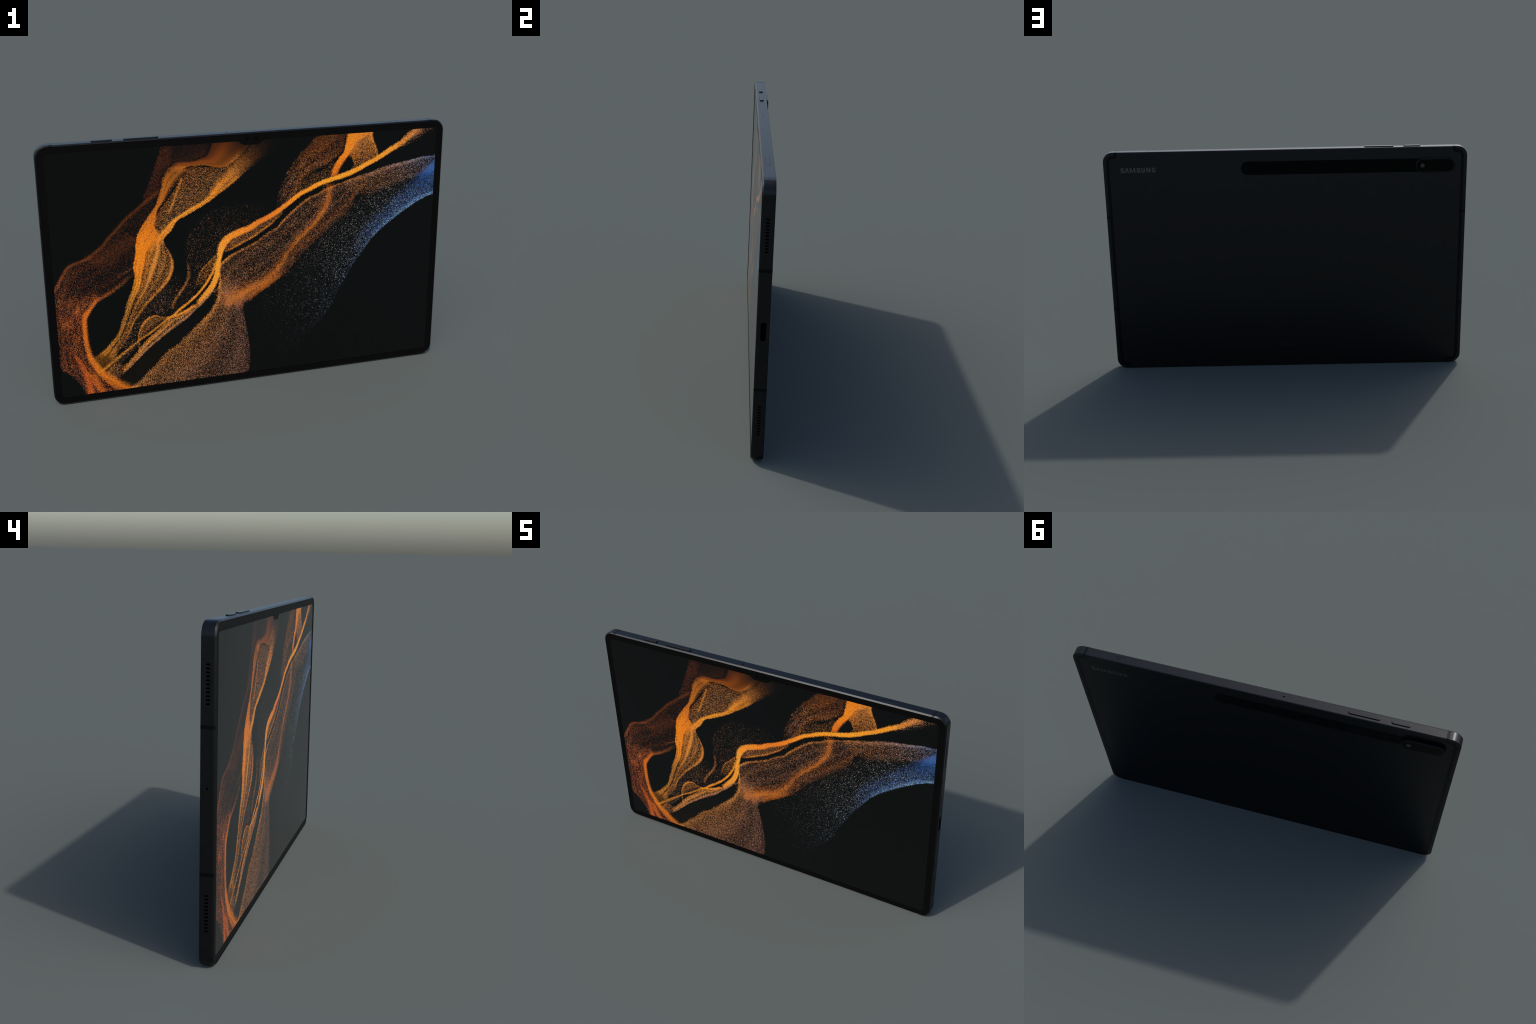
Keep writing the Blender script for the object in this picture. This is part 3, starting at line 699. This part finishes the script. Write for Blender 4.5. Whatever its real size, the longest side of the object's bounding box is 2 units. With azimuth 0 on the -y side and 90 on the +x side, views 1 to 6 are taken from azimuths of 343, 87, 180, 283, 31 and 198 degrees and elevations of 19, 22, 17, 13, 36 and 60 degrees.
# red sheet rim
ribbon("D",
       [(-0.250, 1.103), (-0.214, 1.113), (-0.174, 1.124), (-0.139, 1.129), (-0.106, 1.118), (-0.073, 1.100), (-0.035, 1.087), (0.002, 1.080), (0.054, 1.075), (0.082, 1.079), (0.103, 1.079), (0.143, 1.078), (0.210, 1.078), (0.268, 1.071), (0.326, 1.063), (0.405, 1.050)],
       [(-0.250, 1.090), (-0.214, 1.100), (-0.174, 1.111), (-0.139, 1.117), (-0.106, 1.105), (-0.073, 1.087), (-0.035, 1.074), (0.002, 1.068), (0.054, 1.063), (0.082, 1.067), (0.103, 1.067), (0.143, 1.066), (0.210, 1.066), (0.268, 1.059), (0.326, 1.051), (0.405, 1.038)],
       across=[(-0.500, 0.000), (0.350, 0.900), (2.000, 0.000)],
       along=[(-0.254, 0.000), (-0.250, 1.000), (0.405, 1.000), (0.409, 0.000)],
       colours=[(0.000, (0.058, 0.014, 0.001))], by="u", smooth=0.80, strands=0)
# red rim along the hole
ribbon("D",
       [(-0.244, 0.910), (-0.210, 0.918), (-0.176, 0.918), (-0.140, 0.908), (-0.097, 0.894), (-0.052, 0.885), (0.000, 0.879), (0.043, 0.877)],
       [(-0.244, 0.887), (-0.210, 0.896), (-0.176, 0.896), (-0.140, 0.885), (-0.097, 0.871), (-0.052, 0.863), (0.000, 0.857), (0.043, 0.855)],
       across=[(-0.300, 0.000), (0.500, 0.600), (1.200, 0.000)],
       along=[(-0.276, 0.000), (-0.252, 0.900), (-0.195, 1.000), (-0.010, 0.600), (0.051, 0.000)],
       colours=[(-0.195, (0.693, 0.148, 0.010)), (-0.010, (0.336, 0.107, 0.011))], by="s", smooth=0.00, strands=0)
# red wisp
ribbon("D",
       [(-0.023, 0.914), (0.002, 0.908), (0.029, 0.900), (0.049, 0.890)],
       [(-0.023, 0.902), (0.002, 0.896), (0.029, 0.887), (0.049, 0.877)],
       across=[(-0.300, 0.000), (0.500, 0.400), (1.300, 0.000)],
       along=[(-0.027, 0.000), (-0.023, 1.000), (0.049, 1.000), (0.053, 0.000)],
       colours=[(0.000, (0.525, 0.131, 0.010))], by="u", smooth=0.00, strands=0)
# red haze
ribbon("D",
       [(-0.051, 1.114), (-0.000, 1.076), (0.051, 1.058), (0.105, 1.045), (0.163, 1.037)],
       [(-0.051, 0.994), (-0.000, 0.965), (0.051, 0.955), (0.105, 0.944), (0.163, 0.937)],
       across=[(-0.100, 0.000), (0.500, 0.500), (1.100, 0.000)],
       along=[(-0.055, 0.000), (-0.051, 1.000), (0.163, 1.000), (0.167, 0.000)],
       colours=[(0.000, (0.126, 0.028, 0.005))], by="u", smooth=0.15, strands=0)
# red fall
ribbon("V",
       [(0.033, -0.840), (0.066, -0.857), (0.100, -0.873), (0.127, -0.895), (0.158, -0.923), (0.194, -0.960), (0.228, -0.959), (0.294, -0.959), (0.360, -0.960), (0.426, -0.961), (0.503, -0.964), (0.554, -0.963), (0.602, -0.962)],
       [(0.038, -0.628), (0.090, -0.697), (0.124, -0.742), (0.167, -0.773), (0.203, -0.793), (0.232, -0.806), (0.274, -0.816), (0.325, -0.821), (0.375, -0.823), (0.423, -0.819), (0.455, -0.810), (0.479, -0.793), (0.517, -0.761)],
       across=[(-0.020, 0.000), (0.030, 0.450), (0.300, 0.400), (0.600, 0.420), (0.850, 0.500), (0.970, 0.850), (1.015, 0.000)],
       along=[(0.069, 1.100), (0.180, 1.100), (0.288, 1.000), (0.434, 1.000), (0.530, 0.700), (0.578, 0.000)],
       colours=[(0.000, (0.525, 0.123, 0.036)), (0.500, (0.609, 0.123, 0.023)), (0.900, (0.756, 0.164, 0.012)), (1.000, (0.840, 0.205, 0.006))], by="u", smooth=0.00, strands=34)
# fall rim
ribbon("V",
       [(0.042, -0.584), (0.074, -0.633), (0.099, -0.671), (0.129, -0.716), (0.156, -0.746), (0.193, -0.773), (0.223, -0.791), (0.268, -0.805), (0.309, -0.812), (0.349, -0.816), (0.392, -0.817), (0.428, -0.819), (0.454, -0.812), (0.477, -0.793)],
       [(0.042, -0.690), (0.074, -0.732), (0.099, -0.753), (0.129, -0.779), (0.156, -0.796), (0.193, -0.814), (0.223, -0.826), (0.268, -0.836), (0.309, -0.842), (0.349, -0.845), (0.392, -0.845), (0.428, -0.844), (0.454, -0.838), (0.477, -0.818)],
       across=[(-0.200, 0.000), (0.500, 0.850), (0.900, 0.800), (1.150, 0.000)],
       along=[(0.039, 1.000), (0.204, 1.000), (0.292, 0.800), (0.441, 1.000), (0.477, 0.400), (0.507, 0.000)],
       colours=[(0.052, (0.483, 0.131, 0.005)), (0.156, (0.777, 0.197, 0.005)), (0.247, (0.693, 0.180, 0.010)), (0.441, (0.756, 0.164, 0.005))], by="s", smooth=0.00, strands=0)
# fall streak
ribbon("V",
       [(0.037, -0.800), (0.076, -0.806), (0.114, -0.812), (0.146, -0.822), (0.182, -0.836), (0.218, -0.852), (0.251, -0.877), (0.280, -0.897)],
       [(0.037, -0.849), (0.076, -0.851), (0.114, -0.855), (0.146, -0.863), (0.182, -0.874), (0.218, -0.884), (0.251, -0.903), (0.280, -0.915)],
       across=[(-0.200, 0.000), (0.500, 0.900), (1.200, 0.000)],
       along=[(0.038, 0.900), (0.222, 0.700), (0.290, 0.000)],
       colours=[(0.000, (0.651, 0.115, 0.005))], by="u", smooth=0.00, strands=0)
# fall streak
ribbon("V",
       [(0.030, -0.735), (0.061, -0.752), (0.094, -0.769), (0.131, -0.785), (0.175, -0.807)],
       [(0.030, -0.785), (0.061, -0.802), (0.094, -0.817), (0.131, -0.834), (0.175, -0.856)],
       across=[(-0.200, 0.000), (0.500, 0.800), (1.200, 0.000)],
       along=[(0.027, 1.000), (0.120, 0.900), (0.189, 0.000)],
       colours=[(0.000, (0.672, 0.139, 0.004))], by="u", smooth=0.00, strands=0)
# fall streak
ribbon("V",
       [(0.376, -0.873), (0.403, -0.875), (0.430, -0.883), (0.457, -0.890)],
       [(0.376, -0.943), (0.403, -0.946), (0.430, -0.955), (0.457, -0.962)],
       across=[(-0.200, 0.000), (0.500, 0.450), (1.200, 0.000)],
       along=[(0.359, 0.000), (0.420, 1.000), (0.470, 0.000)],
       colours=[(0.000, (0.819, 0.180, 0.010))], by="u", smooth=0.00, strands=0)
# fall streak
ribbon("V",
       [(0.457, -0.861), (0.481, -0.850), (0.506, -0.841)],
       [(0.457, -0.887), (0.481, -0.876), (0.506, -0.867)],
       across=[(-0.200, 0.000), (0.500, 0.700), (1.200, 0.000)],
       along=[(0.444, 0.000), (0.481, 0.900), (0.518, 0.000)],
       colours=[(0.000, (0.735, 0.164, 0.010))], by="u", smooth=0.00, strands=0)
# fall streak
ribbon("V",
       [(0.257, -0.868), (0.291, -0.869), (0.326, -0.856), (0.353, -0.838)],
       [(0.257, -0.904), (0.291, -0.905), (0.326, -0.896), (0.353, -0.880)],
       across=[(-0.200, 0.000), (0.500, 0.450), (1.200, 0.000)],
       along=[(0.234, 0.000), (0.310, 0.900), (0.379, 0.000)],
       colours=[(0.000, (0.735, 0.172, 0.014))], by="u", smooth=0.00, strands=0)
# junction sheet
ribbon("V",
       [(0.099, -0.712), (0.124, -0.742), (0.148, -0.762), (0.167, -0.773), (0.203, -0.793), (0.225, -0.802), (0.240, -0.778), (0.261, -0.749), (0.281, -0.723)],
       [(0.086, -0.695), (0.104, -0.696), (0.128, -0.700), (0.153, -0.705), (0.171, -0.713), (0.191, -0.707), (0.223, -0.696), (0.249, -0.685), (0.274, -0.671)],
       across=[(-0.020, 0.000), (0.050, 0.700), (0.500, 0.500), (0.950, 0.650), (1.020, 0.000)],
       along=[(0.084, 0.000), (0.106, 1.000), (0.162, 0.800), (0.204, 1.000), (0.246, 0.700), (0.292, 0.000)],
       colours=[(0.106, (0.315, 0.094, 0.004)), (0.179, (0.252, 0.082, 0.004)), (0.231, (0.315, 0.107, 0.005))], by="s", smooth=0.25, strands=0)
# junction dust
ribbon("D",
       [(-0.384, 0.626), (-0.344, 0.633), (-0.286, 0.622), (-0.213, 0.609)],
       [(-0.425, 0.556), (-0.396, 0.574), (-0.337, 0.598), (-0.277, 0.597), (-0.225, 0.594)],
       across=[(-0.050, 0.000), (0.100, 0.500), (0.400, 0.200), (0.800, 0.250), (1.050, 0.000)],
       along=[(-0.429, 0.000), (-0.425, 1.000), (-0.213, 1.000), (-0.209, 0.000)],
       colours=[(0.000, (0.735, 0.271, 0.037)), (1.000, (0.651, 0.295, 0.160))], by="u", smooth=0.00, strands=0)
# junction dust
ribbon("V",
       [(0.083, -0.694), (0.114, -0.697), (0.146, -0.703), (0.172, -0.714)],
       [(0.078, -0.685), (0.101, -0.681), (0.123, -0.664), (0.159, -0.631)],
       across=[(-0.020, 0.000), (0.100, 0.300), (1.050, 0.200), (1.100, 0.000)],
       along=[(0.074, 0.000), (0.078, 1.000), (0.172, 1.000), (0.176, 0.000)],
       colours=[(0.000, (0.578, 0.205, 0.047))], by="u", smooth=0.00, strands=0)

# dust: a speck is lit where its random number falls below the local density
dens = N.math("SUBTRACT", 1.0, TOTAL["gap"])
hue = N.vmath("SCALE", TOTAL["grain"], scale=N.math("DIVIDE", 1.0, N.math("MAXIMUM", TOTAL["weight"], 1e-5)))
lit = N.math("MULTIPLY", N.math("MULTIPLY_ADD", N.math("SUBTRACT", dens, rnd), 5.0, 0.05, clamp=True), N.math("GREATER_THAN", dens, 0.004))
calm = N.math("MULTIPLY_ADD", dens, 2.4, -1.45, clamp=True)                      # packed sheets even out
loose = N.math("SUBTRACT", 1.0, calm)
tone = N.math("MULTIPLY", N.math("MULTIPLY_ADD", N.math("MULTIPLY", rnd2, rnd2), 1.0, 0.09), loose)  # few bright, many dim
tone = N.math("ADD", tone, N.math("MULTIPLY", calm, N.math("MULTIPLY_ADD", rnd2, 0.40, 0.72)))
pale = N.math("MULTIPLY", N.math("MULTIPLY_ADD", rnd3, 1.6, -1.1, clamp=True), loose)
white = N.vmath("SCALE", (0.84, 0.60, 0.50), scale=N.vmath("DOT_PRODUCT", hue, (0.5, 0.4, 0.25)))
hue = N.vmath("ADD", N.vmath("SCALE", hue, scale=N.math("SUBTRACT", 1.0, pale)), N.vmath("SCALE", white, scale=N.math("MULTIPLY", pale, 1.3)))
tint = N.t.nodes.new("ShaderNodeCombineXYZ")              # every speck leans a little to red, olive or violet
N.put(tint.inputs[0], N.math("MULTIPLY_ADD", N.math("FRACT", N.math("MULTIPLY", rnd2, 13.7)), -0.12, 1.06))
N.put(tint.inputs[1], N.math("MULTIPLY_ADD", N.math("FRACT", N.math("MULTIPLY", rnd3, 17.3)), 0.44, 0.78))
N.put(tint.inputs[2], N.math("MULTIPLY_ADD", N.math("FRACT", N.math("MULTIPLY", rnd2, 29.3)), 1.0, 0.5))
col = N.vmath("MULTIPLY", N.vmath("SCALE", hue, scale=N.math("MULTIPLY", lit, tone)), tint.outputs[0])
veil = N.vmath("SCALE", TOTAL["veil"], scale=N.math("MULTIPLY_ADD", rnd3, 0.25, 0.87))
col = N.vmath("ADD", N.vmath("ADD", col, veil), (0.0004, 0.0005, 0.0005))
star, star2, star3, star_dist = cells(300.0, (11.7, 5.3, 0.0))
on = N.math("MULTIPLY", N.math("SUBTRACT", N.math("MULTIPLY", TOTAL["stars"], 0.9), star), 8.0, clamp=True)
on = N.math("MULTIPLY", on, N.math("MULTIPLY", N.math("SUBTRACT", N.math("MULTIPLY_ADD", star3, 0.18, 0.30), star_dist), 7.0, clamp=True))
on = N.math("MULTIPLY", on, N.math("MULTIPLY_ADD", N.math("MULTIPLY", star2, star2), 1.15, 0.20))
star_hue = N.vmath("SCALE", TOTAL["star_hue"], scale=N.math("DIVIDE", on, N.math("MAXIMUM", TOTAL["stars"], 1e-4)))
col = N.vmath("ADD", col, star_hue)
N.principled(N.vmath("MINIMUM", col, (0.95, 0.8, 0.9)), 0.0, 0.06)
M_SCREEN = N.mat


screen = make("display", bm, M_SCREEN)

for x in (-0.0221, 0.0222):
    ring = plate("front_camera", rounded_rect(0.0088, 0.0088, 0.00879, 8), "y", -0.0335, -0.0349, (x, 1.2425), M_HOLE)
    plate("lens", rounded_rect(0.0062, 0.0062, 0.00619, 8), "y", -0.0340, -0.0351, (x, 1.2425), M_LENS, parent=ring)

# ------------------------------------------------------------------ keys, tray, ports
for name, xa, xb in (("volume_button", -0.5975, -0.4375), ("power_button", -0.7450, -0.6510)):
    plate(name, capsule(xb - xa, 0.0215, 10), "z", H - 0.004, H + 0.0050, ((xa + xb) / 2, Y_MID), M_METAL, bevel=0.0012)

tray = plate("card_tray", capsule(0.1110, 0.0176, 12), "z", H - 0.0055, H - 0.0002, (0.7065, Y_MID), M_METAL, bevel=0.0003)
plate("eject_hole", rounded_rect(0.0028, 0.0028, 0.00279, 5), "z", H - 0.003, H + 0.0002, (0.7510, Y_MID), M_HOLE, parent=tray)
port = plate("charging_port", USB, "x", 0.950, 0.9565, (Y_MID + 0.001, 0.6385), M_HOLE)
plate("contact_tongue", [(v, u) for u, v in capsule(0.062, 0.0065, 6)][::-1], "x", 0.955, 0.990, (Y_MID + 0.001, 0.6385), M_HOLE, parent=port)


# ------------------------------------------------------------------ antenna inlays
def inlay(name, path, width, lift, thick=0.0016):
    """Flat strip let into the shell. path: list of (point, outward normal, across direction)."""
    bm = bmesh.new()
    rings = []
    for p, nrm, acr in path:
        p, nrm, acr = Vector(p), Vector(nrm).normalized(), Vector(acr).normalized()
        rings.append([p + nrm * lift + acr * width / 2, p + nrm * lift - acr * width / 2,
                      p - nrm * thick - acr * width / 2, p - nrm * thick + acr * width / 2])
    loft(bm, rings)
    return make(name, bm, M_BAND)


def fillet_path(pts, radii, seg=10):
    """2D polyline with its inner corners rounded."""
    out = [Vector(pts[0])]
    for i in range(1, len(pts) - 1):
        a, b, c = Vector(pts[i - 1]), Vector(pts[i]), Vector(pts[i + 1])
        d0, d1 = (a - b).normalized(), (c - b).normalized()
        p0, p1 = b + d0 * radii[i - 1], b + d1 * radii[i - 1]
        ctr = p0 + d1 * radii[i - 1]
        for k in range(seg + 1):
            th = math.pi / 2 * k / seg
            out.append(ctr - d1 * radii[i - 1] * math.cos(th) - d0 * radii[i - 1] * math.sin(th))
    out.append(Vector(pts[-1]))
    return out


BAND_IN, BAND_W, TAB_X = 0.0262, 0.0168, 0.9275
for side in (-1, 1):
    x = side * (W / 2 - BAND_IN)
    xt = side * TAB_X
    line = fillet_path([(xt, 0.002), (xt, BAND_IN), (x, BAND_IN), (x, H - BAND_IN), (xt, H - BAND_IN), (xt, H - 0.002)],
                       [0.012, 0.029, 0.029, 0.012])
    path = []
    for i, p in enumerate(line):
        t = (line[min(i + 1, len(line) - 1)] - line[max(i - 1, 0)]).normalized()
        path.append(((p.x, Y_BACK, p.y), (0, 1, 0), (t.y, 0, -t.x)))
    inlay("antenna_band", path, BAND_W, 0.0002)


def wall_path(place, across, back_reach, front_stop=2):
    """Run along the wall section: from the back plane, over the edge, to the front chamfer."""
    sec = [(Y_BACK, back_reach)] + [e for e in reversed(EDGE)][:-front_stop]
    path = []
    for i, (y, ins) in enumerate(sec):
        a, b = sec[max(i - 1, 0)], sec[min(i + 1, len(sec) - 1)]
        dy, di = b[0] - a[0], b[1] - a[1]
        path.append((place(y, ins), place(-di, dy, True), across))
    return path


for side in (-1, 1):
    for z in (0.3675, 0.9075):
        def place(y, ins, vec=False, s=side, zz=z):
            return (-s * ins, y, 0) if vec else (s * (W / 2 - ins), y, zz)
        inlay("antenna_line", wall_path(place, (0, 0, 1), BAND_IN - BAND_W / 2 + 0.001), 0.0135, 0.0004)
    for top in (0, 1):
        def place(y, ins, vec=False, s=side, tp=top):
            if vec:
                return (0, y, -ins if tp else ins)
            return (s * TAB_X, y, H - ins if tp else ins)
        inlay("antenna_line", wall_path(place, (1, 0, 0), 0.012), 0.0148, 0.0004)

# ------------------------------------------------------------------ back: pen dock and camera island
ZC = 1.1725
plate("pen_dock", capsule(1.150, 0.0752, 20), "y", 0.0165, Y_BACK + 0.0005, (0.2430 - 0.575, ZC), M_DOCK, bevel=0.0003)
isl = plate("camera_island", capsule(0.2165, 0.0785, 24), "y", 0.0165, 0.0362, (-0.8229, ZC + 0.0005), M_RIM, bevel=0.0028, steps=5)
plate("camera_glass", capsule(0.2035, 0.0670, 24), "y", 0.0345, 0.0370, (-0.8230, ZC + 0.0005), M_GLASS, bevel=0.0005, parent=isl)
for x, r in ((-0.8350, 0.0200), (-0.8900, 0.0220)):
    plate("camera_lens", rounded_rect(r, r, r * 0.9999, 12), "y", 0.0360, 0.0371, (x, ZC + 0.0005), M_DOCK, parent=isl)
    plate("camera_lens", rounded_rect(r * 0.62, r * 0.62, r * 0.6199, 12), "y", 0.0362, 0.0372, (x, ZC + 0.0005), M_GLASS, parent=isl)
plate("flash", rounded_rect(0.0113, 0.0113, 0.01129, 10), "y", 0.0360, 0.0372, (-0.7530, ZC + 0.0005), M_FLASH, parent=isl)


# ------------------------------------------------------------------ lettering on the back
def arc(cx, cy, rx, ry, a0, a1, n=8):
    return [(cx + rx * math.cos(math.radians(a0 + (a1 - a0) * i / n)), cy + ry * math.sin(math.radians(a0 + (a1 - a0) * i / n)))
            for i in range(n + 1)]


def glyph(ch, w, h, s):
    """Centre-line of one block capital in a w x h box for stroke width s."""
    l, r, b, t = s / 2, w - s / 2, s / 2, h - s / 2
    m = (b + t) / 2
    rx, ry = (r - l) / 2, (t - m) / 2
    cx = w / 2
    if ch == "S":
        return [(r, t - ry * 0.75)] + arc(cx, t - ry * 0.9, rx, ry * 0.9, 15, 180, 9) + \
               [(l + rx * 0.2, m + ry * 0.45), (r - rx * 0.2, m - ry * 0.45)] + arc(cx, b + ry * 0.9, rx, ry * 0.9, 0, -195, 10)
    if ch == "A":
        return [(l, 0), (cx - s * 0.22, t), (cx + s * 0.22, t), (r, 0)]
    if ch == "M":
        return [(l, 0), (l + s * 0.12, t), (l + s * 0.5, t), (cx, s * 0.7), (r - s * 0.5, t), (r - s * 0.12, t), (r, 0)]
    if ch == "U":
        return [(l, h)] + arc(cx, b + rx, rx, rx, 180, 360, 10) + [(r, h)]
    if ch == "N":
        return [(l, 0), (l, t), (l + s * 0.35, t), (r - s * 0.35, b), (r, b), (r, h)]
    if ch == "G":
        return arc(cx, t - rx, rx, rx, 25, 180, 8) + arc(cx, b + rx, rx, rx, 180, 360, 8) + [(r, m - s * 0.1), (cx, m - s * 0.1)]


def stroke(bm, pts, s, to3d, lift, base):
    """Mitred ribbon of width s along pts, as a thin raised solid."""
    P = [Vector(p) for p in pts]
    left, right = [], []
    for i, p in enumerate(P):
        d0 = (p - P[i - 1]).normalized() if i else (P[1] - p).normalized()
        d1 = (P[i + 1] - p).normalized() if i < len(P) - 1 else d0
        n0, n1 = Vector((-d0.y, d0.x)), Vector((-d1.y, d1.x))
        m = (n0 + n1)
        m = m.normalized() if m.length > 1e-6 else n0
        k = s / 2 / max(m.dot(n1), 0.75)
        left.append(p + m * k)
        right.append(p - m * k)
    loft(bm, [[Vector(to3d(l, lift)), Vector(to3d(r, lift)), Vector(to3d(r, base)), Vector(to3d(l, base))]
              for l, r in zip(left, right)])


LETTER_H, LETTER_S = 0.0278, 0.0062
for ch, off, w in (("S", 0.0, 0.0226), ("A", 0.0244, 0.0226), ("M", 0.0510, 0.0314), ("S", 0.0888, 0.0222),
                   ("U", 0.1150, 0.0196), ("N", 0.1420, 0.0226), ("G", 0.1726, 0.0214)):
    bm = bmesh.new()
    stroke(bm, glyph(ch, w, LETTER_H, LETTER_S), LETTER_S,
           lambda p, y, o=off: (0.9055 - o - p[0], y, 1.1597 + p[1]), Y_BACK + 0.0004, Y_BACK - 0.0008)
    make("letter", bm, M_LOGO)


def printed(name, text, size, x, z, offset):
    cu = bpy.data.curves.new(name, "FONT")
    cu.body = text
    cu.size = size
    cu.align_x = "CENTER"
    cu.extrude = 0.0006
    cu.offset = offset
    ob = bpy.data.objects.new(name, cu)
    scene.collection.objects.link(ob)
    ob.rotation_euler = (math.pi / 2, 0, math.pi)
    ob.location = (x, Y_BACK, z)
    bpy.context.view_layer.update()
    me = bpy.data.meshes.new_from_object(ob.evaluated_get(bpy.context.evaluated_depsgraph_get()))
    me.transform(ob.matrix_world)
    bpy.data.objects.remove(ob)
    me.materials.clear()
    me.materials.append(M_MARK)
    o2 = bpy.data.objects.new(name, me)
    scene.collection.objects.link(o2)
    o2.parent = root


printed("audio_mark", "AKG", 0.0370, 0.0005, 0.1200, 0.0009)
printed("audio_caption", "SOUND BY", 0.0110, 0.0005, 0.1540, 0.0)
